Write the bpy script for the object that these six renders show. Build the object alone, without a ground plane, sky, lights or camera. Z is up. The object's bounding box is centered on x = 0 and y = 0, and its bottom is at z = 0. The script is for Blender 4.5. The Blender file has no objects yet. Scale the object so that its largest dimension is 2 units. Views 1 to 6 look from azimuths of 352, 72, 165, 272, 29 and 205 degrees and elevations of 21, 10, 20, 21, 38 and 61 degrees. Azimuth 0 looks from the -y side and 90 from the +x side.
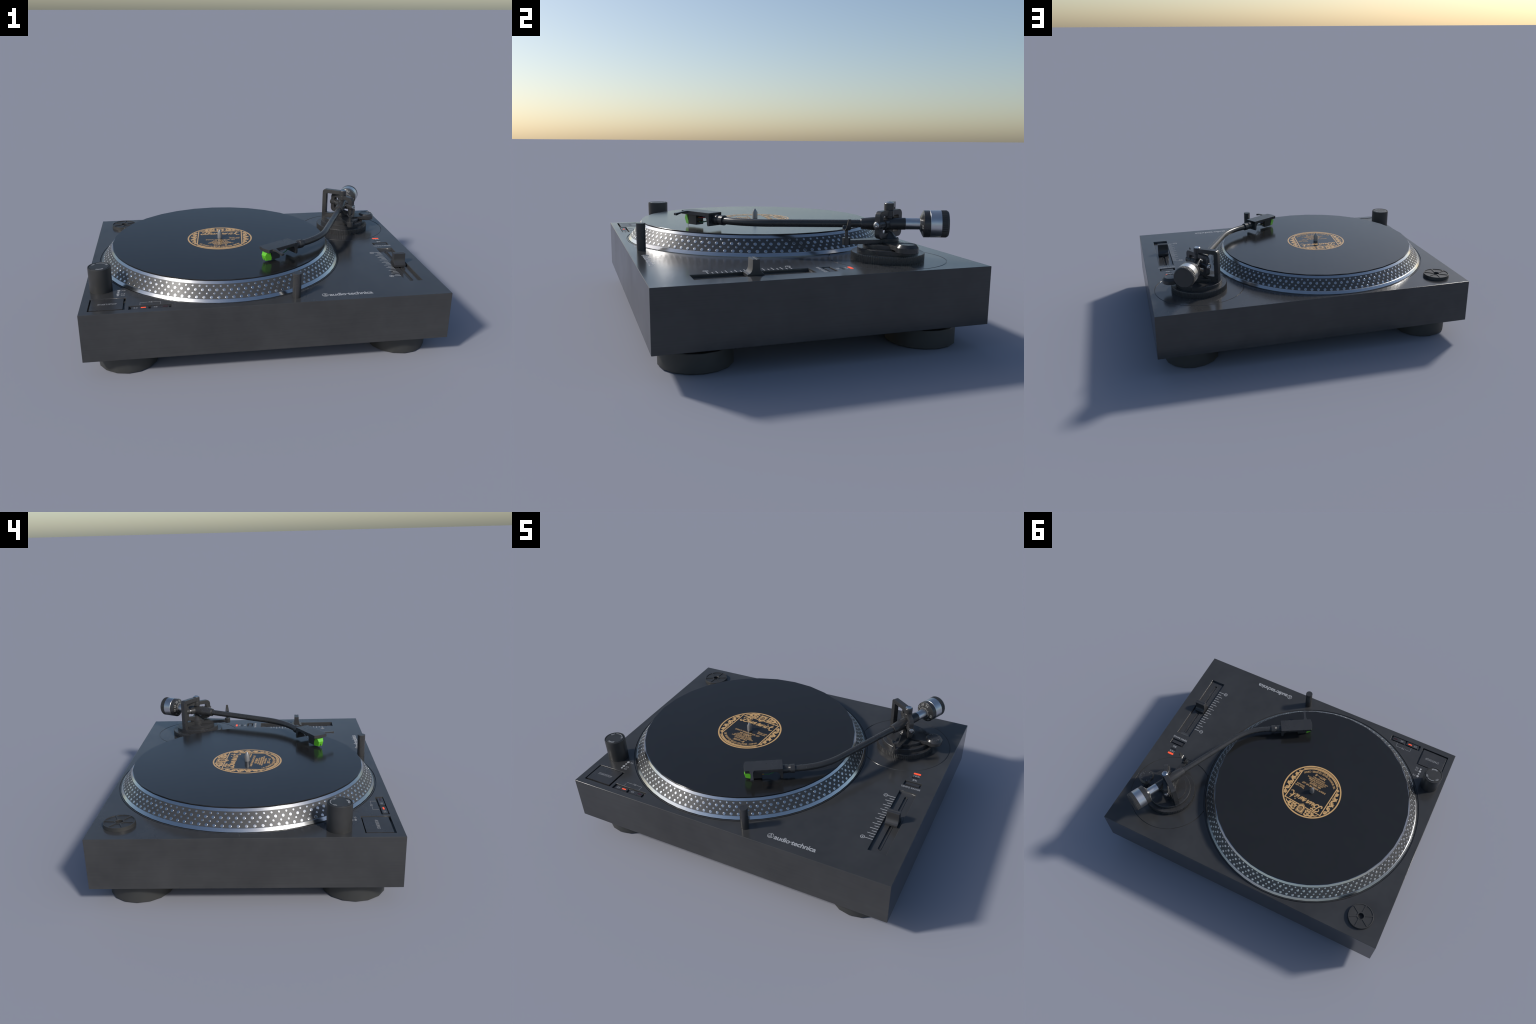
import bpy, bmesh, math, random
from mathutils import Vector, Matrix

random.seed(7)
TAU = 2 * math.pi

# ------------------------------------------------------------------ materials
def nmat(name):
    m = bpy.data.materials.new(name)
    m.use_nodes = True
    nt = m.node_tree
    return m, nt, nt.nodes["Principled BSDF"]

def node(nt, kind, **inp):
    n = nt.nodes.new(kind)
    for k, v in inp.items():
        n.inputs[k].default_value = v
    return n

def smudged(name, base, rough, metal=0.0, var=0.18, rvar=0.08, scale=3.0,
            stretch=(1, 1, 1), spec=0.5, fine=0.0, brush=None, streak=0.0, bump=0.0):
    """Painted / plastic / metal surface with soft smudges, optional brushed streaks."""
    m, nt, b = nmat(name)
    L = nt.links.new
    tc = node(nt, "ShaderNodeTexCoord")
    n1 = node(nt, "ShaderNodeTexNoise", Scale=scale, Detail=3.5, Roughness=0.5)
    mp = node(nt, "ShaderNodeMapping")
    mp.inputs["Scale"].default_value = stretch
    L(tc.outputs["Object"], mp.inputs["Vector"])
    L(mp.outputs["Vector"], n1.inputs["Vector"])
    lo = tuple(c * (1 - var) for c in base) + (1,)
    hi = tuple(c * (1 + var) for c in base) + (1,)
    mr = node(nt, "ShaderNodeMapRange")
    mr.inputs["From Min"].default_value = 0.3
    mr.inputs["From Max"].default_value = 0.7
    n0 = node(nt, "ShaderNodeTexNoise", Scale=scale * 1.7, Detail=6.0, Roughness=0.6)
    L(mp.outputs["Vector"], n0.inputs["Vector"])
    L(n0.outputs["Fac"], mr.inputs["Value"])
    mix = nt.nodes.new("ShaderNodeMix"); mix.data_type = 'RGBA'
    mix.inputs[6].default_value = lo
    mix.inputs[7].default_value = hi
    L(mr.outputs["Result"], mix.inputs[0])
    col = mix.outputs[2]
    if brush:
        mp2 = node(nt, "ShaderNodeMapping"); mp2.inputs["Scale"].default_value = brush
        n2 = node(nt, "ShaderNodeTexNoise", Scale=1.0, Detail=3.0, Roughness=0.7)
        L(tc.outputs["Object"], mp2.inputs["Vector"]); L(mp2.outputs["Vector"], n2.inputs["Vector"])
        mr2 = node(nt, "ShaderNodeMapRange")
        mr2.inputs["From Min"].default_value = 0.3; mr2.inputs["From Max"].default_value = 0.7
        mr2.inputs["To Min"].default_value = 1 - streak; mr2.inputs["To Max"].default_value = 1 + streak
        L(n2.outputs["Fac"], mr2.inputs["Value"])
        mul = nt.nodes.new("ShaderNodeMix"); mul.data_type = 'RGBA'; mul.blend_type = 'MULTIPLY'
        mul.inputs[0].default_value = 1.0
        L(col, mul.inputs[6]); L(mr2.outputs["Result"], mul.inputs[7])
        col = mul.outputs[2]
    L(col, b.inputs["Base Color"])
    rr = node(nt, "ShaderNodeMapRange")
    rr.inputs["From Min"].default_value = 0.3; rr.inputs["From Max"].default_value = 0.7
    rr.inputs["To Min"].default_value = max(0.02, rough - rvar); rr.inputs["To Max"].default_value = rough + rvar
    L(n1.outputs["Fac"], rr.inputs["Value"])
    L(rr.outputs["Result"], b.inputs["Roughness"])
    b.inputs["Metallic"].default_value = metal
    b.inputs["Specular IOR Level"].default_value = spec
    if bump > 0:
        nb = node(nt, "ShaderNodeTexNoise", Scale=fine, Detail=2.0)
        L(tc.outputs["Object"], nb.inputs["Vector"])
        bp = node(nt, "ShaderNodeBump", Strength=bump, Distance=0.001)
        L(nb.outputs["Fac"], bp.inputs["Height"]); L(bp.outputs["Normal"], b.inputs["Normal"])
    return m

def glow(name, col, strength):
    m, nt, b = nmat(name)
    b.inputs["Base Color"].default_value = (*[c * 0.3 for c in col], 1)
    b.inputs["Emission Color"].default_value = (*col, 1)
    b.inputs["Emission Strength"].default_value = strength
    b.inputs["Roughness"].default_value = 0.4
    return m

M_DECK = smudged("deck_paint", (0.0465, 0.0468, 0.0475), 0.19, var=0.16, rvar=0.035, scale=2.6,
                 brush=(3, 3, 160), streak=0.06, spec=0.52)
M_ARM = smudged("satin_black_metal", (0.039, 0.039, 0.040), 0.28, var=0.10, rvar=0.05, scale=9)
M_PLASTIC = smudged("black_plastic", (0.034, 0.034, 0.034), 0.46, var=0.12, rvar=0.05, scale=12)
M_BUTTON = smudged("button_plastic", (0.040, 0.040, 0.042), 0.30, var=0.10, scale=10)
M_RUBBER = smudged("foot_rubber", (0.040, 0.041, 0.040), 0.55, var=0.10, scale=8)
M_PIT = smudged("recess_shadow_plastic", (0.014, 0.014, 0.015), 0.5, var=0.1, scale=8)
M_VINYL = smudged("vinyl", (0.0175, 0.0177, 0.018), 0.17, var=0.06, rvar=0.01, scale=3, spec=0.52)
M_GOLD = smudged("gold_print", (0.68, 0.41, 0.17), 0.30, var=0.05, rvar=0.03, scale=20)
M_CHROME = smudged("polished_aluminium", (0.56, 0.575, 0.59), 0.20, metal=1.0, var=0.04, rvar=0.04, scale=6)
M_DOT = smudged("bright_dot_metal", (0.54, 0.555, 0.57), 0.24, metal=1.0, var=0.05, rvar=0.04, scale=6)
M_BAND = smudged("strobe_band_metal", (0.080, 0.080, 0.081), 0.38, metal=0.35, var=0.10, rvar=0.05, scale=7)
M_STEEL = smudged("steel", (0.40, 0.40, 0.41), 0.34, metal=1.0, var=0.08, rvar=0.06, scale=14)
M_SPINDLE = smudged("turned_steel", (0.30, 0.30, 0.305), 0.34, metal=0.55, var=0.06, rvar=0.04, scale=20)
M_BRUSHED = smudged("satin_aluminium", (0.60, 0.61, 0.63), 0.36, metal=1.0, var=0.04, rvar=0.04, scale=6)
M_PRINT = smudged("silver_print", (0.43, 0.435, 0.445), 0.5, var=0.05, scale=20)
M_PRINT_DIM = smudged("grey_print", (0.26, 0.263, 0.27), 0.5, var=0.05, scale=20)
M_DIALPRINT = smudged("white_print", (0.38, 0.38, 0.37), 0.5, var=0.05, scale=20)
M_GREEN = smudged("green_stylus_plastic", (0.125, 0.50, 0.028), 0.42, var=0.05, scale=14)
M_GAP = smudged("dark_filling", (0.010, 0.010, 0.011), 0.5, var=0.1, scale=8)
M_BRASS = smudged("brass_pin", (0.5, 0.28, 0.06), 0.3, metal=1.0, var=0.05, scale=20)
M_LED = glow("red_lamp", (1.0, 0.105, 0.042), 0.85)
M_LEDOFF = smudged("dark_red_lamp", (0.045, 0.010, 0.014), 0.35, var=0.1, scale=20)
M_LEDBLK = smudged("unlit_lamp", (0.014, 0.014, 0.015), 0.35, var=0.1, scale=20)
def plain(name, c): return smudged(name, c, 0.45, var=0.05, scale=20)
M_WIRES = [plain("red_wire", (0.35, 0.02, 0.02)), plain("blue_wire", (0.03, 0.05, 0.30)),
           plain("green_wire", (0.02, 0.13, 0.05)), plain("white_wire", (0.45, 0.47, 0.50))]

# ------------------------------------------------------------------ object helpers
def obj_from_bm(bm, name, mat, parent=None, smooth=35.0):
    bmesh.ops.remove_doubles(bm, verts=bm.verts, dist=1e-6)
    bmesh.ops.recalc_face_normals(bm, faces=bm.faces)
    me = bpy.data.meshes.new(name)
    bm.to_mesh(me); bm.free()
    return obj_from_mesh(me, name, mat, parent, smooth)

def obj_from_mesh(me, name, mat, parent=None, smooth=35.0):
    me.materials.clear()
    me.materials.append(mat)
    if smooth:
        me.polygons.foreach_set("use_smooth", [True] * len(me.polygons))
        me.set_sharp_from_angle(angle=math.radians(smooth))
    ob = bpy.data.objects.new(name, me)
    bpy.context.scene.collection.objects.link(ob)
    if smooth:
        weight_normals(ob)
    if parent:
        ob.parent = parent
    return ob

def weight_normals(ob):
    """Let the large flat faces own the shading next to narrow chamfers."""
    md = ob.modifiers.new("weights", 'WEIGHTED_NORMAL')
    md.mode = 'FACE_AREA'; md.weight = 50; md.keep_sharp = True
    dg = bpy.context.evaluated_depsgraph_get()
    new = bpy.data.meshes.new_from_object(ob.evaluated_get(dg))
    ob.modifiers.clear()
    old = ob.data; nm = old.name
    ob.data = new; bpy.data.meshes.remove(old); new.name = nm

def frame(origin, x, y, z):
    m = Matrix.Identity(4)
    for i, v in enumerate((x, y, z)):
        v = Vector(v)
        m[0][i], m[1][i], m[2][i] = v
    m[0][3], m[1][3], m[2][3] = origin
    return m

def at(x, y, z=0.0, ang=0.0):
    return Matrix.Translation((x, y, z)) @ Matrix.Rotation(math.radians(ang), 4, 'Z')

def revolve(bm, profile, seg=48, M=Matrix.Identity(4), phase=0.0, rmod=None):
    """Lathe a (radius, height) profile round the local z axis. Radius 0 closes an end."""
    rings = []
    for r, h in profile:
        if r <= 1e-9:
            rings.append([bm.verts.new(M @ Vector((0, 0, h)))])
        else:
            ring = []
            for i in range(seg):
                a = phase + TAU * i / seg
                q = r if rmod is None else rmod(i, r, h)
                ring.append(bm.verts.new(M @ Vector((q * math.cos(a), q * math.sin(a), h))))
            rings.append(ring)
    for A, B in zip(rings, rings[1:]):
        for i in range(seg):
            j = (i + 1) % seg
            if len(A) == 1 and len(B) == 1: continue
            if len(A) == 1: bm.faces.new((A[0], B[i], B[j]))
            elif len(B) == 1: bm.faces.new((A[i], A[j], B[0]))
            else: bm.faces.new((A[i], A[j], B[j], B[i]))
    return rings

def annulus(bm, profile, seg, M=Matrix.Identity(4), phase=0.0):
    """Closed profile lathed into a ring."""
    revolve(bm, list(profile) + [profile[0]], seg, M, phase)

def prism(bm, pts, h0, h1, M=Matrix.Identity(4)):
    lo = [bm.verts.new(M @ Vector((x, y, h0))) for x, y in pts]
    hi = [bm.verts.new(M @ Vector((x, y, h1))) for x, y in pts]
    n = len(pts)
    fs = [bm.faces.new(lo[::-1]), bm.faces.new(hi)]
    for i in range(n):
        j = (i + 1) % n
        fs.append(bm.faces.new((lo[i], lo[j], hi[j], hi[i])))
    return fs

def box(bm, x0, x1, y0, y1, z0, z1, M=Matrix.Identity(4)):
    return prism(bm, [(x0, y0), (x1, y0), (x1, y1), (x0, y1)], z0, z1, M)

def rrect(x0, x1, y0, y1, r, n=5):
    """Rounded rectangle outline; r may be one radius or (bl, br, tr, tl)."""
    if not isinstance(r, (tuple, list)): r = (r,) * 4
    pts = []
    for (cx, cy, sx, sy, a0), q in zip(((x0, y0, 1, 1, 180), (x1, y0, -1, 1, 270), (x1, y1, -1, -1, 0), (x0, y1, 1, -1, 90)), r):
        for k in range(n):
            a = math.radians(a0 + 90 * k / (n - 1))
            pts.append((cx + sx * q + q * math.cos(a), cy + sy * q + q * math.sin(a)))
    return pts

def ring_prism(bm, outer, inner, h0, h1, M=Matrix.Identity(4)):
    """Frame between two outlines with equal point counts."""
    n = len(outer)
    V = [[bm.verts.new(M @ Vector((x, y, h))) for x, y in loop] for loop in (outer, inner) for h in (h0, h1)]
    o0, o1, i0, i1 = V
    for k in range(n):
        j = (k + 1) % n
        bm.faces.new((o0[k], o0[j], o1[j], o1[k]))
        bm.faces.new((i0[j], i0[k], i1[k], i1[j]))
        bm.faces.new((o1[k], o1[j], i1[j], i1[k]))
        bm.faces.new((o0[j], o0[k], i0[k], i0[j]))

def soften(bm, w, seg=2, ang=30):
    bmesh.ops.remove_doubles(bm, verts=bm.verts, dist=1e-6)
    bmesh.ops.recalc_face_normals(bm, faces=bm.faces)
    es = [e for e in bm.edges if len(e.link_faces) == 2 and e.calc_face_angle(0) > math.radians(ang)]
    bmesh.ops.bevel(bm, geom=es, offset=w, offset_type='OFFSET', segments=seg, profile=0.5, affect='EDGES', clamp_overlap=True)

def sweep(bm, path, radius, seg=20, cap=True):
    """Round tube along a list of points; radius is a number or a list."""
    P = [Vector(p) for p in path]
    rad = radius if isinstance(radius, (list, tuple)) else [radius] * len(P)
    up = Vector((0, 0, 1))
    rings = []
    for i, p in enumerate(P):
        t = (P[min(i + 1, len(P) - 1)] - P[max(i - 1, 0)]).normalized()
        ref = up if abs(t.z) < 0.95 else Vector((1, 0, 0))
        s = t.cross(ref).normalized(); u = s.cross(t)
        rings.append([bm.verts.new(p + rad[i] * (math.cos(TAU * k / seg) * s + math.sin(TAU * k / seg) * u)) for k in range(seg)])
    for A, B in zip(rings, rings[1:]):
        for k in range(seg):
            j = (k + 1) % seg
            bm.faces.new((A[k], A[j], B[j], B[k]))
    if cap:
        bm.faces.new(rings[0][::-1]); bm.faces.new(rings[-1])

def catmull(pts, n=6):
    out = []
    Q = [pts[0]] + list(pts) + [pts[-1]]
    for i in range(1, len(Q) - 2):
        p0, p1, p2, p3 = (Vector(q) for q in Q[i - 1:i + 3])
        for k in range(n):
            t = k / n
            out.append(0.5 * ((2 * p1) + (p2 - p0) * t + (2 * p0 - 5 * p1 + 4 * p2 - p3) * t * t + (3 * p1 - p0 - 3 * p2 + p3) * t ** 3))
    out.append(Vector(pts[-1]))
    return out

STROKE = 0
def ribbon(bm, pts, width, z0, z1, M=Matrix.Identity(4), closed=False):
    """Flat raised stroke following 2D points; width is a number or a function of 0..1."""
    global STROKE
    STROKE += 1
    z1 += (STROKE % 61) * 5e-6        # overlapping strokes never share a plane
    P = [Vector((p[0], p[1], 0)) for p in pts]
    n = len(P)
    rows = []
    for i in range(n):
        a = P[i - 1] if (closed or i > 0) else P[0]
        b = P[(i + 1) % n] if (closed or i < n - 1) else P[-1]
        t = (b - a)
        t = t.normalized() if t.length > 1e-9 else Vector((1, 0, 0))
        nn = Vector((-t.y, t.x, 0))
        w = (width(i / max(1, n - 1)) if callable(width) else width) / 2
        rows.append([bm.verts.new(M @ Vector((q.x, q.y, z))) for q, z in
                     ((P[i] + nn * w, z0), (P[i] - nn * w, z0), (P[i] - nn * w, z1), (P[i] + nn * w, z1))])
    m = n if closed else n - 1
    for i in range(m):
        A, B = rows[i], rows[(i + 1) % n]
        for k in range(4):
            j = (k + 1) % 4
            bm.faces.new((A[k], A[j], B[j], B[k]))
    if not closed:
        bm.faces.new(rows[0]); bm.faces.new(rows[-1][::-1])

def text_bm(bm, body, M, width=None, height=None, depth=0.0004, bold=0.0, shear=0.0, align='C', spacing=1.0):
    """Built-in font lettering fitted to a width and/or height, added to a bmesh."""
    cu = bpy.data.curves.new("lettering", 'FONT')
    cu.body = body; cu.size = 1.0; cu.offset = bold; cu.shear = shear; cu.space_character = spacing
    cu.resolution_u = 3; cu.extrude = 0.5
    ob = bpy.data.objects.new("lettering", cu)
    bpy.context.scene.collection.objects.link(ob)
    dg = bpy.context.evaluated_depsgraph_get()
    me = bpy.data.meshes.new_from_object(ob.evaluated_get(dg))
    bpy.data.objects.remove(ob); bpy.data.curves.remove(cu)
    xs = [v.co.x for v in me.vertices]; ys = [v.co.y for v in me.vertices]
    x0, x1, y0, y1 = min(xs), max(xs), min(ys), max(ys)
    sx = width / (x1 - x0) if width else None
    sy = height / (y1 - y0) if height else None
    sx = sx or sy; sy = sy or sx
    ox = {'C': (x0 + x1) / 2, 'L': x0, 'R': x1}[align]
    T = M @ Matrix.Translation((0, 0, depth / 2)) @ Matrix.Diagonal((sx, sy, depth, 1)) @ Matrix.Translation((-ox, -(y0 + y1) / 2, 0))
    me.transform(T)
    bm.from_mesh(me)
    bpy.data.meshes.remove(me)

def boolean_cut(ob, cutter_bm):
    bmesh.ops.remove_doubles(cutter_bm, verts=cutter_bm.verts, dist=1e-6)
    bmesh.ops.recalc_face_normals(cutter_bm, faces=cutter_bm.faces)
    me = bpy.data.meshes.new("cutter"); cutter_bm.to_mesh(me); cutter_bm.free()
    c = bpy.data.objects.new("cutter", me); bpy.context.scene.collection.objects.link(c)
    md = ob.modifiers.new("cut", 'BOOLEAN'); md.operation = 'DIFFERENCE'; md.solver = 'EXACT'; md.object = c
    dg = bpy.context.evaluated_depsgraph_get()
    new = bpy.data.meshes.new_from_object(ob.evaluated_get(dg))
    ob.modifiers.clear()
    old = ob.data; ob.data = new; bpy.data.meshes.remove(old)
    bpy.data.objects.remove(c); bpy.data.meshes.remove(me)

# ------------------------------------------------------------------ measurements
X, Y = 1.0, 0.7713                    # half extents of the plinth
ZB, ZT = 0.1175, 0.3905               # plinth bottom and deck height
PC = Vector((-0.2067, 0.0105))        # platter centre
PIV = Vector((0.692, 0.4065))         # tonearm pivot
ZREC = 0.4925                         # record top

turntable = bpy.data.objects.new("turntable", None)
bpy.context.scene.collection.objects.link(turntable)
turntable["label"] = "matte black direct drive record player with S-shaped tonearm"
turntable["category"] = "record player"

# ------------------------------------------------------------------ plinth
bm = bmesh.new(); box(bm, -X, X, -Y, Y, ZB, ZT); soften(bm, 0.0022, 2)
plinth = obj_from_bm(bm, "plinth", M_DECK, turntable)
plinth.data.name = "plinth"

START = (-0.956, -0.767, -0.730, -0.583)
SPEED = (-0.746, -0.525, -0.732, -0.691)
SLIDE = (0.807, 0.905, -0.578, -0.047)
RANGE = (0.808, 0.906, 0.0135, 0.055)
ZFLOOR = ZT - 0.0150

c = bmesh.new(); revolve(c, [(0, 0.3835), (0.7470, 0.3835), (0.7470, ZT - 0.0012), (0.7484, ZT + 0.0002), (0.7484, 0.42), (0, 0.42)], 96, at(*PC)); boolean_cut(plinth, c)
c = bmesh.new(); annulus(c, [(0.2788, ZT - 0.0042), (0.2815, ZT - 0.0042), (0.2832, ZT + 0.0001), (0.2832, 0.41), (0.2771, 0.41), (0.2771, ZT + 0.0001)], 96, at(0.6900, 0.4040)); boolean_cut(plinth, c)
for x0, x1, y0, y1, d in ((*START, 0.016), (*SPEED, 0.012), (*SLIDE, 0.0150), (*RANGE, 0.010)):
    c = bmesh.new(); k = 0.0022
    loops = [((x0, x1, y0, y1), ZT - d), ((x0, x1, y0, y1), ZT - k), ((x0 - k, x1 + k, y0 - k, y1 + k), ZT), ((x0 - k, x1 + k, y0 - k, y1 + k), 0.45)]
    vs = [[c.verts.new((px, py, z)) for px, py in ((q[0], q[2]), (q[1], q[2]), (q[1], q[3]), (q[0], q[3]))] for q, z in loops]
    c.faces.new(vs[0][::-1]); c.faces.new(vs[-1])
    for A, B in zip(vs, vs[1:]):
        for m in range(4): c.faces.new((A[m], A[(m + 1) % 4], B[(m + 1) % 4], B[m]))
    boolean_cut(plinth, c)
c = bmesh.new(); prism(c, rrect(0.8485, 0.8645, -0.542, -0.078, 0.006), ZFLOOR - 0.005, 0.45); boolean_cut(plinth, c)
me = plinth.data; me.materials.clear(); me.materials.append(M_DECK)
me.polygons.foreach_set("use_smooth", [True] * len(me.polygons)); me.set_sharp_from_angle(angle=math.radians(35))
weight_normals(plinth)

# ------------------------------------------------------------------ feet
bm = bmesh.new()
revolve(bm, [(0, 0), (0.162, 0), (0.1665, 0.004), (0.1665, 0.083), (0.1625, 0.088), (0.125, 0.088), (0.125, ZB + 0.002), (0, ZB + 0.002)], 16)
foot = obj_from_bm(bm, "foot", M_RUBBER, turntable, smooth=40)
foot.location = (-0.778, -0.5525, 0)
for sx, sy in ((1, -1), (-1, 1), (1, 1)):
    f = foot.copy(); f.name = "foot"; f.location = (sx * 0.778, sy * 0.5525, 0)
    bpy.context.scene.collection.objects.link(f)

# ------------------------------------------------------------------ platter
SEG = 64
C = at(*PC)
bm = bmesh.new()
annulus(bm, [(0.560, 0.470), (0.6722, 0.4728), (0.7248, 0.4066), (0.7248, 0.372), (0.560, 0.372)], SEG, C)
platter = obj_from_bm(bm, "platter", M_BAND, turntable, smooth=30)
bm = bmesh.new()
annulus(bm, [(0.560, 0.4700), (0.560, 0.4835), (0.6600, 0.4866), (0.6632, 0.4860), (0.6729, 0.4736), (0.6718, 0.4712)], SEG, C)
obj_from_bm(bm, "upper_rim", M_CHROME, platter, smooth=20)
bm = bmesh.new()
annulus(bm, [(0.7238, 0.4085), (0.7254, 0.4078), (0.7362, 0.3930), (0.7362, 0.374), (0.7238, 0.374)], SEG, C)
obj_from_bm(bm, "lower_rim", M_CHROME, platter, smooth=20)
bm = bmesh.new()
annulus(bm, [(0.7378, 0.380), (0.7378, ZT - 0.0012), (0.7385, ZT - 0.0004), (0.7420, ZT - 0.0004), (0.7427, ZT - 0.0012), (0.7427, 0.380)], 96, C)
obj_from_bm(bm, "platter_skirt", M_DECK, platter, smooth=30)

# strobe dots: four rows of 113 polished domes on the sloping band
NDOT = 113
rows = ((0.6788, 0.0058, -18.0), (0.6918, 0.0087, -19.74), (0.7042, 0.0058, -17.7), (0.7172, 0.0087, -18.88))
slope = math.atan2(0.4728 - 0.4066, 0.7248 - 0.6722); slope = math.pi / 2 - slope
bm = bmesh.new()
for R, dr, ph in rows:
    z = 0.4728 - (R - 0.6722) / (0.7248 - 0.6722) * (0.4728 - 0.4066)
    for i in range(NDOT):
        a = math.radians(ph + 360.0 * i / NDOT)
        er = Vector((math.cos(a), math.sin(a), 0)); et = Vector((-math.sin(a), math.cos(a), 0))
        n = (er * math.cos(slope) + Vector((0, 0, 1)) * math.sin(slope))
        o = Vector((PC.x, PC.y, z)) + er * (R + 0.0)
        # polygon rim: the band is a 64-sided cone, sink slightly between corners
        k = (a % (TAU / SEG)) - TAU / SEG / 2
        o -= er * R * (1 - math.cos(TAU / SEG / 2) / math.cos(k)) * 0.98
        M = frame(o, et, n.cross(et), n)
        h = dr * 0.13
        revolve(bm, [(dr, -0.001), (dr * 0.99, h * 0.15), (dr * 0.93, h * 0.72), (dr * 0.84, h * 0.97), (dr * 0.76, h), (0, h * 1.01)], 12, M)
dots = obj_from_bm(bm, "strobe_dots", M_DOT, platter, smooth=60)
dots["kind"] = "stuff"

bm = bmesh.new()
revolve(bm, [(0, 0.48), (0.0155, 0.48), (0.0155, 0.5268), (0.0035, 0.5475), (0, 0.5495)], 20, C)
obj_from_bm(bm, "spindle", M_SPINDLE, platter, smooth=30)

# ------------------------------------------------------------------ record
bm = bmesh.new()
revolve(bm, [(0, 0.4866), (0.655, 0.4866), (0.6610, 0.4868), (0.6620, 0.4876), (0.6620, 0.4917), (0.6612, ZREC), (0.2035, ZREC), (0, ZREC)], 32, C)
record = obj_from_bm(bm, "vinyl_record", M_VINYL, None, smooth=40)
record["label"] = "glossy black vinyl record with ornate gold label"
record["category"] = "record"

# label print: everything in units of the label radius, rotated with the record
LR = 0.2018
LM = Matrix.Translation((PC.x, PC.y, ZREC)) @ Matrix.Rotation(math.radians(-5.6), 4, 'Z') @ Matrix.Diagonal((LR, LR, 1, 1))
H0, H1 = -0.0002, 0.0005
def lring(bm, r0, r1, a0=0, a1=360, n=96):
    pts = [(math.cos(math.radians(a0 + (a1 - a0) * k / n)) * (r0 + r1) / 2, math.sin(math.radians(a0 + (a1 - a0) * k / n)) * (r0 + r1) / 2) for k in range(n + (a1 - a0 < 360))]
    ribbon(bm, pts, r1 - r0, H0, H1, LM, closed=(a1 - a0 >= 360))
def lline(bm, pts, w): ribbon(bm, pts, w, H0, H1, LM)

bm = bmesh.new()
lring(bm, 0.956, 1.0)
# panel outline: top bar with shield notch, two sides, curved foot
lline(bm, [(-0.69, 0.628), (-0.115, 0.628)], 0.032)
lline(bm, [(0.125, 0.628), (0.70, 0.628)], 0.032)
lline(bm, [(-0.68, 0.638), (-0.68, -0.565)], 0.034)
lline(bm, [(0.68, 0.638), (0.68, -0.565)], 0.034)
a0 = math.degrees(math.atan2(-0.565, -0.68)) + 360; a1 = math.degrees(math.atan2(-0.565, 0.68)) + 360
lring(bm, 0.862, 0.892, a0 - 1, a1 + 1, 60)
obj_from_bm(bm, "label_border", M_GOLD, record, smooth=0)

# dense small print between the two lower arcs
bm = bmesh.new()
lring(bm, 0.918, 0.934, a0 + 3, a1 - 3, 60)
rng = random.Random(3)
a = a0 + 4
while a < a1 - 5:
    w = rng.uniform(0.8, 2.6)
    lring(bm, 0.899, 0.916, a, a + w, 3)
    a += w + rng.uniform(0.35, 0.7)
for body, r, aa, ab, hh, bold in (("THE BRUNSWICK-BALKE-COLLENDER COMPANY", 0.775, 219, 321, 0.072, 0.012),
                                  ("MADE IN U.S.A.", 0.848, 252, 288, 0.05, 0.01)):
    n = len(body)
    for i, ch in enumerate(body):
        if ch == " ": continue
        ang = aa + (ab - aa) * (i + 0.5) / n
        rr = math.radians(ang)
        T = LM @ Matrix.Translation((r * math.cos(rr), r * math.sin(rr), H0)) @ Matrix.Rotation(rr + math.pi / 2, 4, 'Z')
        text_bm(bm, ch, T, width=None if ch in ".-I" else math.radians(ab - aa) / n * r * 0.84, height=0.012 if ch in ".-" else hh, depth=H1 - H0, bold=bold)
def ltext(bm, body, x, y, w, h, bold=0.0, shear=0.0, align='C'):
    text_bm(bm, body, LM @ Matrix.Translation((x, y, H0)), w, h, H1 - H0, bold, shear, align)
ltext(bm, "DON'T WAKE ME UP, LET", 0.02, -0.165, 0.90, 0.075, 0.014)
ltext(bm, "ME DREAM", 0.02, -0.262, 0.42, 0.072, 0.014)
ltext(bm, "-Gilbert, Wolfe, Baer-", 0.02, -0.335, 0.56, 0.052, 0.004, 0.2)
ltext(bm, "CASTLEWOOD MARIMBA", 0.02, -0.398, 0.66, 0.05, 0.010)
ltext(bm, "AND SAXOPHONE QUARTETTE", 0.03, -0.462, 0.78, 0.05, 0.010)
ltext(bm, "ORCHESTRA", 0.02, -0.525, 0.46, 0.05, 0.010)
ltext(bm, "3077\u2014B", 0.02, -0.632, 0.40, 0.085, 0.010, 0.15)
ltext(bm, "Tenor with", 0.455, 0.035, 0.34, 0.062, 0.006, 0.2)
ltext(bm, "Orchestra", 0.455, -0.035, 0.30, 0.056, 0.006, 0.2)
obj_from_bm(bm, "label_small_print", M_GOLD, record, smooth=0)

# script lettering, pen strokes in a slanted cursive
bm = bmesh.new()
PEN = 0.029
def pen(pts, w=PEN):
    P = catmull([(x, y, 0) for x, y in pts], 6)
    ribbon(bm, [(p.x, p.y) for p in P], lambda t: w * (0.45 + 0.75 * math.sin(math.pi * min(1, max(0, t))) ** 0.6), H0, H1, LM)
BASE, SLANT = 0.335, 0.35
def stroke(x, seq, w=PEN):
    """Pen stroke in letter units: x across, y from baseline 0 to x-height 1, slanted."""
    pen([(x + a + 0.125 * b * SLANT, BASE + 0.125 * b) for a, b in seq], w)
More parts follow.
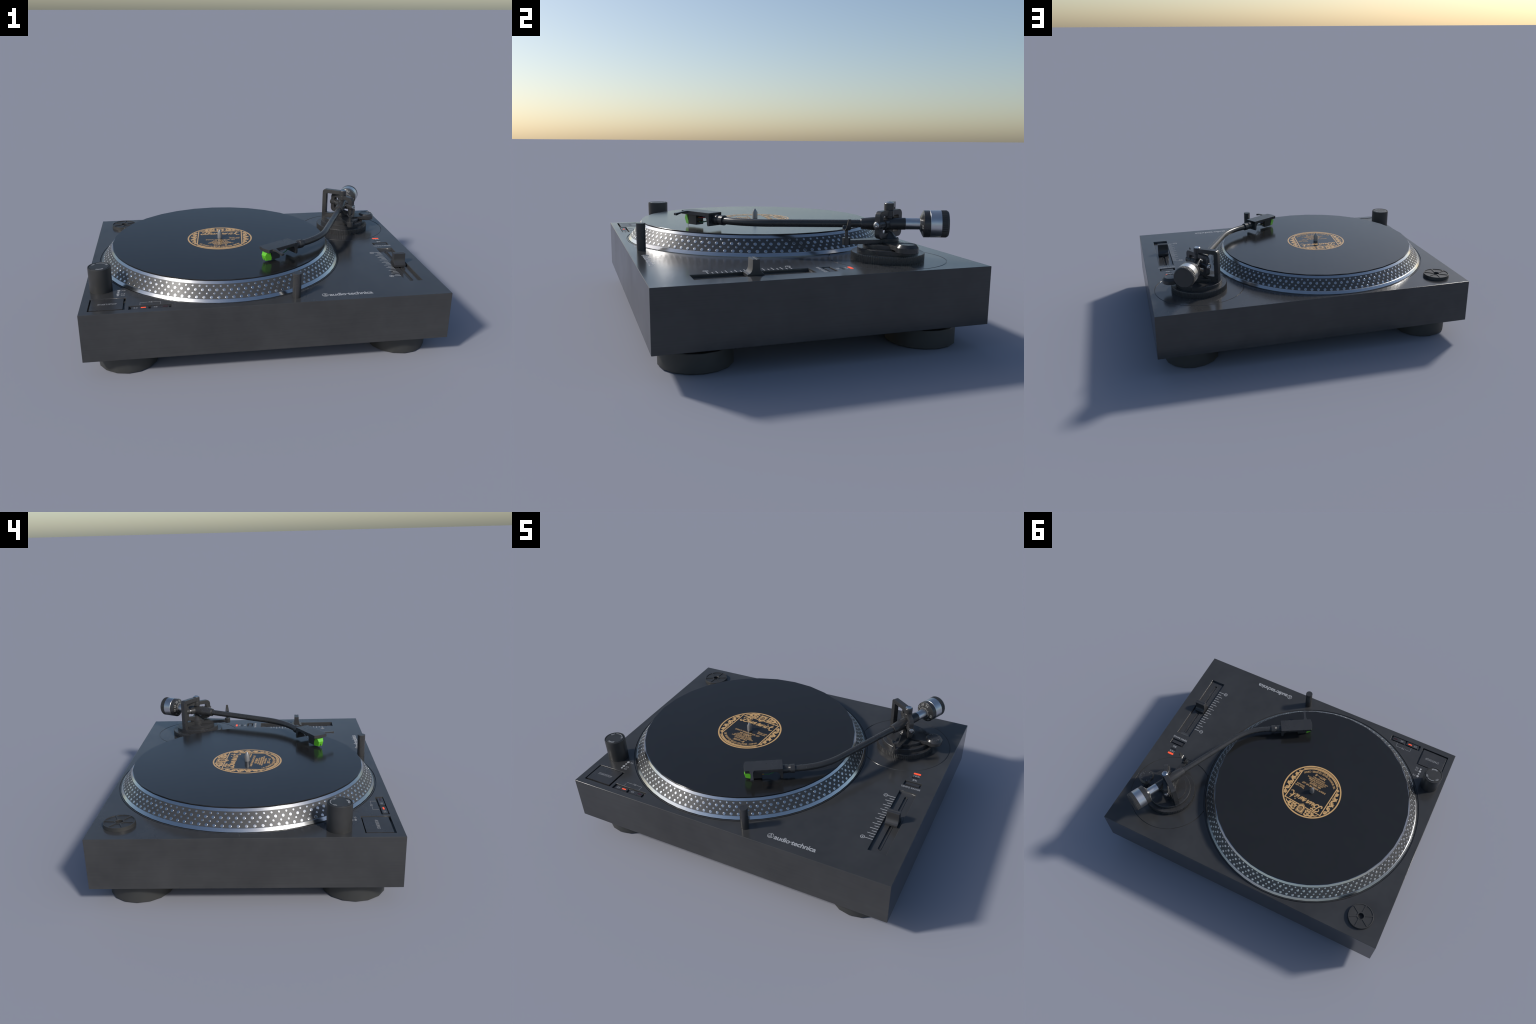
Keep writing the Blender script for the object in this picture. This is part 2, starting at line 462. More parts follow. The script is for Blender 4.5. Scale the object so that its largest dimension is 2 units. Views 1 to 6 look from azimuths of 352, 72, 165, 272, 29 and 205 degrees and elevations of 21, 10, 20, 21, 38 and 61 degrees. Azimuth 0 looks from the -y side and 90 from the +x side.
# capital B: stem ending in a ball swash, wide top loop, two bowls
pen([(-0.395, 0.575), (-0.435, 0.50), (-0.475, 0.41), (-0.515, 0.345), (-0.555, 0.315), (-0.592, 0.335), (-0.590, 0.375), (-0.572, 0.388)], 0.038)
pen([(-0.525, 0.445), (-0.552, 0.49), (-0.535, 0.55), (-0.46, 0.578), (-0.37, 0.572), (-0.325, 0.535), (-0.36, 0.485), (-0.42, 0.462)], 0.032)
pen([(-0.42, 0.462), (-0.365, 0.452), (-0.345, 0.405), (-0.375, 0.35), (-0.43, 0.322), (-0.47, 0.335), (-0.475, 0.365)], 0.034)
pen([(-0.325, 0.535), (-0.30, 0.575), (-0.278, 0.555), (-0.292, 0.535)], 0.028)
stroke(-0.365, [(0, 0.35), (0.015, 1.08), (0.03, 0.85), (0.05, 0.95), (0.045, 0.45), (0.052, 0.02), (0.085, 0.35)])            # r
stroke(-0.274, [(-0.006, 1.0), (-0.004, 0.25), (0.012, 0.0), (0.045, 0.3), (0.070, 1.0)])
stroke(-0.202, [(0, 1.0), (0.0, 0.25), (0.014, 0.0), (0.045, 0.35)])                                                         # u
stroke(-0.143, [(0, 0.95), (0.0, 0.0)]); stroke(-0.143, [(0.004, 0.45), (0.040, 1.0), (0.058, 0.85), (0.056, 0.25), (0.070, 0.0), (0.10, 0.35)])  # n
stroke(0.005, [(-0.02, 0.3), (0.028, 1.10), (0.046, 0.55), (0.030, 0.0), (-0.008, 0.08)])                                       # s
stroke(0.088, [(0, 1.0), (0.0, 0.25), (0.014, 0.0), (0.040, 0.3), (0.055, 1.0)])
stroke(0.143, [(0, 1.0), (0.0, 0.25), (0.016, 0.0), (0.045, 0.3), (0.052, 1.0), (0.078, 0.8)])                                # w
stroke(0.270, [(0, 1.0), (0.0, 0.25), (0.014, 0.0), (0.040, 0.35)])                                                          # i
stroke(0.325, [(0.055, 0.85), (0.030, 1.05), (0.004, 0.55), (0.010, 0.1), (0.040, 0.0), (0.075, 0.4)])                        # c
stroke(0.440, [(0.018, 1.9), (0.008, 1.0), (0.0, 0.0)], 0.032)
stroke(0.440, [(0.006, 0.55), (0.055, 0.95), (0.105, 1.0)], 0.026)
stroke(0.440, [(0.014, 0.6), (0.060, 0.1), (0.105, -0.35), (0.150, -0.40), (0.185, -0.12)], 0.030)                            # k
dotp = [(0.350 + 0.021 * math.cos(t * TAU / 12), 0.518 + 0.021 * math.sin(t * TAU / 12)) for t in range(12)]
prism(bm, dotp, H0, H1, LM)
obj_from_bm(bm, "label_script", M_GOLD, record, smooth=0)

# scrollwork panels: spirals, leaves and a shield
bm = bmesh.new()
def scroll(cx, cy, r, turn, start, sgn, w):
    pts = []
    n = int(20 * turn)
    for k in range(n + 1):
        t = k / n
        a = math.radians(start) + sgn * t * turn * TAU
        q = r * (1 - 0.80 * t)
        pts.append((cx + q * math.cos(a), cy + q * math.sin(a)))
    lline(bm, pts, w)
def leaf(x0, y0, x1, y1, bulge, w):
    d = Vector((x1 - x0, y1 - y0)); nn = Vector((-d.y, d.x)).normalized()
    mid = Vector((x0, y0)) + d * 0.5 + nn * bulge
    P = catmull([(x0, y0, 0), (mid.x, mid.y, 0), (x1, y1, 0)], 6)
    ribbon(bm, [(p.x, p.y) for p in P], lambda t: w * 0.62 * (0.15 + math.sin(math.pi * min(1, t * 0.9 + 0.08)) ** 0.8), H0, H1, LM)
for s in (-1, 1):
    # side panels (between side bar and border)
    for cx_, cy_, r, st, sg in ((0.775, 0.44, 0.062, 60, 1), (0.80, 0.27, 0.072, 250, -1), (0.80, 0.055, 0.080, 80, 1),
                                (0.80, -0.15, 0.074, 260, -1), (0.785, -0.34, 0.062, 70, 1), (0.745, -0.49, 0.042, 250, -1)):
        scroll(s * cx_, cy_, r, 1.55, st if s > 0 else 180 - st, sg * s, 0.024)
    for x0, y0, x1, y1, bl, w in ((0.73, 0.52, 0.82, 0.33, 0.03, 0.07), (0.88, 0.36, 0.74, 0.18, -0.03, 0.075), (0.72, 0.20, 0.90, 0.05, 0.02, 0.07),
                                  (0.90, 0.14, 0.73, -0.05, -0.02, 0.075), (0.73, -0.02, 0.88, -0.22, 0.03, 0.08), (0.90, -0.10, 0.74, -0.27, -0.02, 0.06),
                                  (0.72, -0.25, 0.83, -0.40, 0.03, 0.06), (0.84, -0.30, 0.72, -0.46, -0.02, 0.05)):
        leaf(s * x0, y0, s * x1, y1, bl * s, w)
    # crest panels either side of the shield
    scroll(s * 0.265, 0.745, 0.085, 1.8, 90, -s, 0.026)
    scroll(s * 0.42, 0.720, 0.055, 1.4, 270, s, 0.022)
    for x0, y0, x1, y1, bl, w in ((0.17, 0.86, 0.34, 0.84, 0.03, 0.07), (0.30, 0.845, 0.50, 0.72, 0.035, 0.08), (0.19, 0.665, 0.36, 0.665, 0.02, 0.05),
                                  (0.45, 0.76, 0.61, 0.675, 0.02, 0.05), (0.34, 0.67, 0.46, 0.80, -0.03, 0.055), (0.16, 0.70, 0.20, 0.85, -0.02, 0.045)):
        leaf(s * x0, y0, s * x1, y1, bl * s, w)
# shield
sh = [(-0.130, 0.895), (-0.122, 0.622), (0.0, 0.535), (0.122, 0.622), (0.130, 0.895)]
ring_prism(bm, sh, [(x * 0.90, 0.725 + (y - 0.725) * 0.91) for x, y in sh], H0, H1, LM)
inner = [(x * 0.80, 0.725 + (y - 0.725) * 0.82) for x, y in sh]
prism(bm, inner, H0, H1, LM)
ornament = obj_from_bm(bm, "label_ornament", M_GOLD, record, smooth=0)
ornament["kind"] = "stuff"
bm = bmesh.new()
T = LM @ Matrix.Translation((0, 0.735, H1 - 0.0001))
text_bm(bm, "B", T, 0.075, 0.13, 0.0003, 0.01, 0.1)
ribbon(bm, [(0.06 * math.cos(t), 0.735 + 0.085 * math.sin(t)) for t in [k * TAU / 20 for k in range(20)]], 0.018, H1 - 0.0001, H1 + 0.0002, LM, closed=True)
obj_from_bm(bm, "label_monogram", M_VINYL, record, smooth=0)

# ------------------------------------------------------------------ controls on the left
bm = bmesh.new()
x0, x1, y0, y1 = START
box(bm, x0 + 0.007, x1 - 0.010, y0 + 0.010, y1 - 0.0045, ZT - 0.0155, ZT - 0.0005); soften(bm, 0.0015, 2)
start = obj_from_bm(bm, "start_button", M_BUTTON, turntable)
bm = bmesh.new()
text_bm(bm, "START/STOP", at(-0.8605, -0.654, ZT - 0.0006), 0.099, 0.0165, 0.0005, 0.012)
obj_from_bm(bm, "start_button_lettering", M_PRINT_DIM, start, smooth=0)

def speed_button(xa, xb, word, lampmat, lampx):
    bm = bmesh.new()
    box(bm, xa, xb, SPEED[2] + 0.003, SPEED[3] - 0.008, ZT - 0.0115, ZT - 0.0022); soften(bm, 0.0012, 2)
    b = obj_from_bm(bm, "speed_button", M_BUTTON, turntable)
    bm = bmesh.new()
    text_bm(bm, word, at(xa + 0.022, -0.7135, ZT - 0.0023), 0.0215, 0.0135, 0.0005, 0.01)
    obj_from_bm(bm, "speed_lettering", M_PRINT_DIM, b, smooth=0)
    bm = bmesh.new(); prism(bm, rrect(lampx - 0.0135, lampx + 0.0135, -0.7175, -0.7090, 0.003), ZT - 0.003, ZT - 0.0012)
    obj_from_bm(bm, "indicator_lamp", lampmat, b, smooth=0)
speed_button(-0.733, -0.644, "33", M_LED, -0.6705)
speed_button(-0.630, -0.537, "45", M_LEDOFF, -0.5565)

bm = bmesh.new()
ZP = ZT - 0.0002; DP = 0.0006
for (px, py), r in (((-0.8099, -0.489), 0.0085), ((-0.8107, -0.5097), 0.0062), ((-0.8115, -0.5323), 0.0085), ((-0.8113, -0.5522), 0.0062)):
    revolve(bm, [(0, ZP), (r, ZP), (r, ZP + DP), (0, ZP + DP)], 16, at(px, py))
obj_from_bm(bm, "pitch_marks", M_PRINT, plinth, smooth=0)
bm = bmesh.new()
for w, px, py in (("78", -0.785, -0.4885), ("33", -0.785, -0.5325), ("45", -0.785, -0.5525)):
    text_bm(bm, w, at(px, py, ZP), 0.022, 0.0135, DP)
text_bm(bm, "78", at(-0.635, -0.656, ZP), 0.022, 0.0135, DP)
for p in ([(-0.689, -0.686), (-0.689, -0.656), (-0.650, -0.656)], [(-0.620, -0.656), (-0.5815, -0.656), (-0.5815, -0.686)]):
    ribbon(bm, p, 0.0022, ZP, ZP + DP)
obj_from_bm(bm, "speed_marks", M_PRINT_DIM, plinth, smooth=0)

# power knob
bm = bmesh.new()
KX, KY = -0.9066, -0.4618
revolve(bm, [(0, ZT - 0.002), (0.0612, ZT - 0.002), (0.0620, ZT + 0.002), (0.0632, 0.527), (0.0618, 0.5312), (0.0575, 0.5316), (0.0565, 0.5285), (0.0542, 0.5285), (0.0535, 0.5310), (0.0528, 0.5315), (0, 0.5315)], 40, at(KX, KY))
knob = obj_from_bm(bm, "power_knob", M_PLASTIC, turntable, smooth=30)
bm = bmesh.new()
ZK = 0.5315
def round_text(bm, body, cx, cy, r, mid, span, h, z, flip=False, bold=0.0):
    n = len(body)
    for i, ch in enumerate(body):
        if ch == " ": continue
        a = mid + span * ((i + 0.5) / n - 0.5) * (1 if flip else -1)
        rr = math.radians(a)
        T = Matrix.Translation((cx + r * math.cos(rr), cy + r * math.sin(rr), z - 0.0001)) @ Matrix.Rotation(rr + (math.pi / 2 if flip else -math.pi / 2), 4, 'Z')
        text_bm(bm, ch, T, None, h, 0.0005, bold)
round_text(bm, "Power", KX, KY, 0.044, 279, 58, 0.011, ZK, True)
round_text(bm, "Off", KX, KY, 0.044, 140, 26, 0.011, ZK)
round_text(bm, "On", KX, KY, 0.044, 32, 24, 0.011, ZK)
ribbon(bm, [(KX + 0.046 * math.cos(math.radians(a)), KY + 0.046 * math.sin(math.radians(a))) for a in range(54, 118, 4)], 0.0022, ZK - 0.0001, ZK + 0.0004)
obj_from_bm(bm, "knob_lettering", M_PRINT, knob, smooth=0)

# pop-up lamp post
bm = bmesh.new()
revolve(bm, [(0, ZT - 0.002), (0.0225, ZT - 0.002), (0.0232, 0.40), (0.0238, 0.528), (0.0230, 0.5305), (0, 0.5305)], 28, at(0.1457, -0.6995))
obj_from_bm(bm, "target_lamp", M_ARM, turntable, smooth=30)

# 45 adapter
bm = bmesh.new()
AX, AY = -0.8388, 0.6284
AM = at(AX, AY)
revolve(bm, [(0.0185, ZT - 0.002), (0.0825, ZT - 0.002), (0.0826, ZT + 0.004), (0.0812, ZT + 0.0068), (0.0812, 0.405), (0.0805, 0.4095), (0.0795, 0.4102), (0.0760, 0.4102), (0.0755, 0.4068),
             (0.0250, 0.4068), (0.0245, 0.4102), (0.0205, 0.4104), (0.0185, 0.4085), (0.0185, 0.388)], 48, AM)
for k in range(6):
    a = math.radians(24.5 + 60 * k)
    M = AM @ Matrix.Rotation(a, 4, 'Z')
    prism(bm, [(0.0225, -0.0045), (0.078, -0.0045), (0.078, 0.0045), (0.0225, 0.0045)], 0.4030, 0.4101, M)
obj_from_bm(bm, "single_adapter", M_PLASTIC, turntable, smooth=30)
bm = bmesh.new(); revolve(bm, [(0, ZT + 0.0005), (0.0186, ZT + 0.0005), (0.0186, ZT + 0.001), (0, ZT + 0.001)], 24, AM)
obj_from_bm(bm, "adapter_hole", M_GAP, bpy.data.objects["single_adapter"], smooth=0)

# ------------------------------------------------------------------ logo
bm = bmesh.new()
text_bm(bm, "audio\u00b7technica", at(0.3265, -0.6995, ZP), 0.2435, 0.0325, DP, 0.017, 0.0, 'L', 0.93)
lcx, lcy = 0.3040, -0.6995
ribbon(bm, [(lcx + 0.0168 * math.cos(k * TAU / 32), lcy + 0.0168 * math.sin(k * TAU / 32)) for k in range(32)], 0.0024, ZP, ZP + DP, closed=True)
ribbon(bm, [(lcx - 0.011, lcy - 0.0105), (lcx + 0.0008, lcy + 0.0150), (lcx + 0.0098, lcy - 0.0128)], 0.0024, ZP, ZP + DP)
ribbon(bm, [(lcx + 0.0008, lcy + 0.013), (lcx + 0.0008, lcy - 0.012)], 0.0018, ZP, ZP + DP)
ribbon(bm, [(lcx - 0.011, lcy - 0.0095), (lcx + 0.0088, lcy - 0.0095)], 0.0018, ZP, ZP + DP)
obj_from_bm(bm, "logo_lettering", M_PRINT, plinth, smooth=0)

# ------------------------------------------------------------------ tempo slider
bm = bmesh.new()
ya, yb = -0.1228, -0.4986
for i in range(19):
    yy = ya + (yb - ya) * i / 18
    ribbon(bm, [(0.7605 if i % 2 == 0 else 0.7784, yy), (0.8060, yy)], 0.0033, ZP, ZP + DP)
for yy, plus in ((ya, False), (yb, True)):
    ribbon(bm, [(0.749 + 0.0112 * math.cos(k * TAU / 24), yy + 0.0112 * math.sin(k * TAU / 24)) for k in range(24)], 0.0030, ZP, ZP + DP, closed=True)
    ribbon(bm, [(0.7435, yy), (0.7545, yy)], 0.0024, ZP, ZP + DP)
    if plus:
        ribbon(bm, [(0.749, yy - 0.0055), (0.749, yy + 0.0055)], 0.0024, ZP, ZP + DP * 1.2)
text_bm(bm, "TEMPO RANGE", at(0.857, -0.0045, ZP), 0.114, 0.0135, DP)
text_bm(bm, "8%", at(0.8585, 0.0735, ZP), 0.026, 0.0135, DP)
text_bm(bm, "16%", at(0.8575, 0.1145, ZP), 0.036, 0.0135, DP)
obj_from_bm(bm, "tempo_scale", M_PRINT, plinth, smooth=0)
bm = bmesh.new(); prism(bm, rrect(0.834, 0.877, 0.1285, 0.1420, 0.004), ZT - 0.001, ZT + 0.0012)
obj_from_bm(bm, "range_lamp", M_LED, plinth, smooth=0)
bm = bmesh.new(); prism(bm, rrect(0.834, 0.877, 0.0895, 0.1015, 0.003), ZT - 0.001, ZT + 0.0006)
obj_from_bm(bm, "range_lamp", M_LEDBLK, plinth, smooth=0)

bm = bmesh.new()
box(bm, RANGE[0] + 0.010, RANGE[1] - 0.008, RANGE[2] + 0.009, RANGE[3] - 0.009, ZT - 0.0095, ZT - 0.002); soften(bm, 0.0012, 2)
obj_from_bm(bm, "range_button", M_BUTTON, turntable)

# raised lip round the slider slot
bm = bmesh.new()
lo_, li_ = rrect(0.8463, 0.8667, -0.5442, -0.0758, 0.0082, 6), rrect(0.8487, 0.8643, -0.5418, -0.0782, 0.0058, 6)
ring_prism(bm, lo_, li_, ZFLOOR - 0.002, ZFLOOR + 0.0022); soften(bm, 0.0008, 2, 40)
obj_from_bm(bm, "slider_slot_lip", M_BUTTON, plinth, smooth=40)

# slider cap: concave sides flaring to a wide skirt, grooved top
bm = bmesh.new()
ys = -0.3125
half = [(0.0040, 0.458), (0.0142, 0.458), (0.0152, 0.4568), (0.0156, 0.430), (0.0168, 0.417), (0.0205, 0.406), (0.0275, 0.3982), (0.0350, 0.3955), (0.0370, 0.3945), (0.0370, 0.380)]
prof = [(0.0024, 0.4562), *half, *[(-y, z) for y, z in half[::-1]], (-0.0024, 0.4562)]
M = frame((0, ys, 0), (0, 1, 0), (0, 0, 1), (1, 0, 0))
prism(bm, prof, 0.8195, 0.8905, M); soften(bm, 0.0010, 1, 50)
slider = obj_from_bm(bm, "tempo_slider", M_BUTTON, turntable, smooth=30)

# ------------------------------------------------------------------ tonearm base
BM = at(*PIV)
bm = bmesh.new()
KN = 96
def knurl(depth, n=KN, per=4):
    return lambda i, r, h: r - (depth if (i % per) in (2, 3) else 0)
revolve(bm, [(0, ZT - 0.002), (0.172, ZT - 0.002)], KN * 4, BM)
revolve(bm, [(0.172, ZT - 0.002), (0.1745, ZT + 0.003), (0.1745, 0.4215)], KN * 4, BM, 0, lambda i, r, h: r - (0.0018 if (i % 4) in (2, 3) and r > 0.173 else 0))
revolve(bm, [(0.1745, 0.4215), (0.1715, 0.4258), (0.1475, 0.4258), (0.1475, 0.4275), (0.0, 0.4275)], KN * 4, BM, 0, lambda i, r, h: r - (0.0018 if (i % 4) in (2, 3) and r > 0.173 else 0))
base = obj_from_bm(bm, "tonearm_base", M_ARM, turntable, smooth=30)
bm = bmesh.new()
revolve(bm, [(0, 0.42), (0.1450, 0.42), (0.1450, 0.4465), (0.1425, 0.4490), (0, 0.4490)], 64, BM)
# upper tier: a disc cut away behind the gimbal frame and the dial arm
cut = [(0.119 * math.cos(math.radians(a)), 0.119 * math.sin(math.radians(a))) for a in range(142, 380, 6)] + [(0.023, 0.0465), (-0.032, 0.0565)]
tier = bmesh.new(); prism(tier, cut, 0.448, 0.4685, BM); soften(tier, 0.0018, 2, 45)
tm = bpy.data.meshes.new("tier"); tier.to_mesh(tm); tier.free(); bm.from_mesh(tm); bpy.data.meshes.remove(tm)
obj_from_bm(bm, "base_tier", M_ARM, base, smooth=30)

# collar with cone, rest arm and dial arm
bm = bmesh.new()
revolve(bm, [(0, 0.4675), (0.0515, 0.4675), (0.0515, 0.4900), (0.0490, 0.4925), (0.0425, 0.4930), (0.0130, 0.5265), (0, 0.5265)], 40, BM)
obj_from_bm(bm, "pivot_collar", M_ARM, base, smooth=30)

RX, RY = 0.690, 0.189
def bar(bm, p, q, wp, wq, z0, z1):
    p, q = Vector(p), Vector(q); d = (q - p).normalized(); n = Vector((-d.y, d.x))
    pts = [p + n * wp, p - n * wp, q - n * wq, q + n * wq]
    prism(bm, [(v.x, v.y) for v in pts], z0, z1)
bm = bmesh.new()
bar(bm, (PIV.x, PIV.y - 0.02), (RX, RY), 0.040, 0.0125, 0.4690, 0.4890); soften(bm, 0.0015, 2)
revolve(bm, [(0, 0.466), (0.0185, 0.466), (0.0192, 0.468), (0.0192, 0.497), (0.0180, 0.500), (0, 0.500)], 24, at(RX, RY))
revolve(bm, [(0, 0.499), (0.0080, 0.499), (0.0075, 0.540), (0, 0.540)], 16, at(RX, RY))
rest = obj_from_bm(bm, "arm_rest", M_ARM, base, smooth=30)
# U-shaped clip: one prong taller, bent out of a tapering strip
bm = bmesh.new()
cd = Vector((0.96, 0.08, 0)).normalized(); cn = Vector((-cd.y, cd.x, 0))
path = [(-0.0215, 0.5565, 0.006), (-0.0205, 0.5480, 0.010), (-0.0150, 0.5400, 0.013), (-0.0050, 0.5355, 0.014), (0.0050, 0.5358, 0.014), (0.0140, 0.5405, 0.0135), (0.0190, 0.5490, 0.0125), (0.0215, 0.5620, 0.0105), (0.0235, 0.5750, 0.0085), (0.0250, 0.5885, 0.0065)]
th = 0.0022
rowsv = []
for i, (u, z, w) in enumerate(path):
    a = path[max(0, i - 1)]; b = path[min(len(path) - 1, i + 1)]
    t = Vector((b[0] - a[0], b[1] - a[1])).normalized(); n2 = Vector((-t.y, t.x))
    q = []
    for sw, sn in ((-1, -1), (1, -1), (1, 1), (-1, 1)):
        uu, zz = u + n2.x * th * sn, z + n2.y * th * sn
        q.append(bm.verts.new(Vector((RX, RY, 0)) + cd * uu + cn * (w * sw) + Vector((0, 0, zz))))
    rowsv.append(q)
for A, B in zip(rowsv, rowsv[1:]):
    for k in range(4):
        bm.faces.new((A[k], A[(k + 1) % 4], B[(k + 1) % 4], B[k]))
bm.faces.new(rowsv[0]); bm.faces.new(rowsv[-1][::-1])
obj_from_bm(bm, "rest_clip", M_ARM, base, smooth=40)

# anti-skate dial on its arm
SX, SY = 0.8665, 0.4090
bm = bmesh.new()
bar(bm, (PIV.x + 0.01, PIV.y), (SX, SY - 0.008), 0.0455, 0.0455, 0.4560, 0.4770); soften(bm, 0.0015, 2)
obj_from_bm(bm, "dial_arm", M_ARM, base, smooth=30)
bm = bmesh.new()
revolve(bm, [(0, 0.4480), (0.0500, 0.4480), (0.0525, 0.4500), (0.0525, 0.4720), (0.0510, 0.4745), (0.0415, 0.4862), (0.0395, 0.4868), (0.0385, 0.4850), (0, 0.4850)], 32, at(SX, SY))
dial = obj_from_bm(bm, "anti_skate_dial", M_ARM, base, smooth=30)
bm = bmesh.new()
round_text(bm, "0", SX, SY, 0.031, 120, 10, 0.008, 0.4850); round_text(bm, "1", SX, SY, 0.031, 50, 10, 0.008, 0.4850)
round_text(bm, "2", SX, SY, 0.031, -20, 10, 0.008, 0.4850); round_text(bm, "3", SX, SY, 0.031, -95, 10, 0.008, 0.4850)
round_text(bm, "4", SX, SY, 0.031, 190, 10, 0.008, 0.4850)
for a in range(0, 360, 24):
    r = math.radians(a)
    ribbon(bm, [(SX + 0.0355 * math.cos(r), SY + 0.0355 * math.sin(r)), (SX + 0.0380 * math.cos(r), SY + 0.0380 * math.sin(r))], 0.002, 0.4849, 0.4855)
obj_from_bm(bm, "dial_lettering", M_PRINT_DIM, base, smooth=0)

# ------------------------------------------------------------------ gimbal
hd = Vector((-math.cos(math.radians(30)), -math.sin(math.radians(30)), 0))   # headshell direction
wd = Vector((0.5, -math.cos(math.radians(30)), 0))                            # sideways, towards finger lift
UP = Vector((0, 0, 1))
P3 = Vector((PIV.x, PIV.y, 0))

# outer frame: upright rectangular plate with a window, standing to one side of the pivot
fd = Vector((-0.815, 0.579, 0)).normalized(); fn = fd.cross(UP)
FM = frame(P3, fd, UP, fn)
bm = bmesh.new()
outer = rrect(-0.012, 0.1445, 0.4465, 0.6555, (0.002, 0.004, 0.020, 0.004), 6)
inner_ = rrect(0.012, 0.1165, 0.4860, 0.6290, (0.004, 0.004, 0.005, 0.004), 6)
ring_prism(bm, outer, inner_, -0.0155, 0.0155, FM); soften(bm, 0.0014, 2, 40)
obj_from_bm(bm, "gimbal_frame", M_ARM, base, smooth=30)
bm = bmesh.new()
revolve(bm, [(0, 0.6235), (0.0228, 0.6235), (0.0238, 0.6255), (0.0238, 0.6545), (0.0220, 0.6570), (0, 0.6570)], 32, BM)
obj_from_bm(bm, "pivot_cap", M_ARM, base, smooth=30)
bm = bmesh.new()
revolve(bm, [(0, 0.655), (0.0185, 0.655), (0.0185, 0.6600), (0.0150, 0.6625), (0.0100, 0.6610), (0, 0.6605)], 24, BM)
obj_from_bm(bm, "pivot_screw", M_CHROME, base, smooth=30)

# yoke: rounded rectangular ring square to the headshell
YM = frame(P3, wd, UP, wd.cross(UP))
bm = bmesh.new()
ZA = 0.5590
outer = rrect(-0.1000, 0.1000, 0.4930, 0.6245, 0.026, 6)
inner_ = rrect(-0.0680, 0.0680, 0.5180, 0.5990, 0.009, 6)
ring_prism(bm, outer, inner_, -0.0135, 0.0135, YM); soften(bm, 0.0018, 2, 40)
revolve(bm, [(0, 0.5930), (0.0225, 0.5930), (0.0238, 0.5955), (0.0238, 0.6210), (0.0225, 0.6228), (0, 0.6228)], 28, BM)
yoke = obj_from_bm(bm, "gimbal_yoke", M_ARM, base, smooth=30)
# bosses and pivot screws at both ends of the bearing axis
for s in (1, -1):
    O = P3 + Vector((0, 0, ZA)); ax = wd * s
    SM = frame(O, hd, ax.cross(hd), ax)
    bm = bmesh.new()
    revolve(bm, [(0, 0.058), (0.0195, 0.058), (0.0205, 0.060), (0.0205, 0.1025), (0.0190, 0.1045), (0, 0.1045)], 24, SM)
    obj_from_bm(bm, "bearing_boss", M_ARM, base, smooth=30)
    bm = bmesh.new()
    revolve(bm, [(0, 0.103), (0.0152, 0.103), (0.0160, 0.1055), (0.0155, 0.1080), (0.0120, 0.1108), (0.0060, 0.1118), (0.0040, 0.1105), (0, 0.1102)], 20, SM)
    revolve(bm, [(0, 0.048), (0.0165, 0.048), (0.0165, 0.0585), (0, 0.0585)], 20, SM)
    obj_from_bm(bm, "bearing_screw", M_STEEL, base, smooth=30)

# ------------------------------------------------------------------ tonearm
ad = Vector((math.cos(math.radians(64.3)), math.sin(math.radians(64.3)), 0))   # towards the counterweight
SLOPE = 0.0194
ZP0 = 0.5585
HB = Vector((0.1944, -0.3245, 0))       # centre of the headshell's back edge
# corner where straight tube and headshell axis meet
hb = -hd
den = ad.x * hb.y - ad.y * hb.x
dlt = P3 - HB
u_ = (ad.x * -(-dlt.y) * 1 - ad.y * dlt.x) / den
t_ = (hb.x * dlt.y - hb.y * dlt.x) / den
corner = HB + hb * u_
BR = 0.41
turn = math.radians(64.3 - 30)
tl = BR * math.tan(turn / 2)
tA = (P3 - corner).length - tl
uB = (corner - HB).length - tl
path2 = []
s_ = 0.10
while s_ < tA: path2.append((P3 - ad * s_, s_)); s_ += 0.04
start_arc = P3 - ad * tA
side = Vector((-ad.y, ad.x, 0))
if (corner + hd - P3).dot(side) < 0: side = -side
# curve centre lies on the side the tube turns towards
cen = start_arc + (side if (hd.dot(side) > 0) else -side) * BR
v0 = start_arc - cen
sgn = 1 if (-ad).cross(hd).z > 0 else -1
for k in range(0, 19):
    a = turn * k / 18
    path2.append((cen + Matrix.Rotation(sgn * a, 3, 'Z') @ v0, tA + BR * a))
end_s = tA + BR * turn + (uB - 0.05)
path2.append((HB + hb * 0.05, end_s))
path3 = [Vector((p.x, p.y, ZP0 - SLOPE * s)) for p, s in path2]
bm = bmesh.new(); sweep(bm, path3, 0.0187, 24)
arm = obj_from_bm(bm, "tonearm", M_ARM, turntable, smooth=40)

# arm axis frame through the pivot, local z towards the counterweight
az = Vector((ad.x, ad.y, SLOPE)).normalized()
axr = Vector((ad.y, -ad.x, 0)).normalized()       # right, seen from the front
ayu = az.cross(axr).normalized()
if ayu.z < 0: ayu = -ayu
AMX = frame(Vector((PIV.x, PIV.y, ZP0)), axr, ayu, az)
bm = bmesh.new()
revolve(bm, [(0, -0.131), (0.0245, -0.131), (0.0262, -0.129), (0.0318, -0.070), (0.0322, -0.030), (0.0300, 0.010), (0.0285, 0.025), (0.0285, 0.0775), (0.0275, 0.0790), (0, 0.0790)], 32, AMX)
XM = frame(Vector((PIV.x, PIV.y, ZA)), hd, UP, wd * -1)
revolve(bm, [(0, -0.050), (0.0225, -0.050), (0.0232, -0.048), (0.0232, 0.048), (0.0225, 0.050), (0, 0.050)], 28, XM)
obj_from_bm(bm, "arm_housing", M_ARM, arm, smooth=30)
bm = bmesh.new()
annulus(bm, [(0.0178, -0.1315), (0.0248, -0.1315), (0.0262, -0.1295), (0.0262, -0.1280), (0.0178, -0.1280)], 32, AMX)
obj_from_bm(bm, "housing_lip", M_ARM, arm, smooth=30)
bm = bmesh.new()
revolve(bm, [(0, 0.078), (0.0272, 0.078), (0.0272, 0.150), (0, 0.150)], 32, AMX)
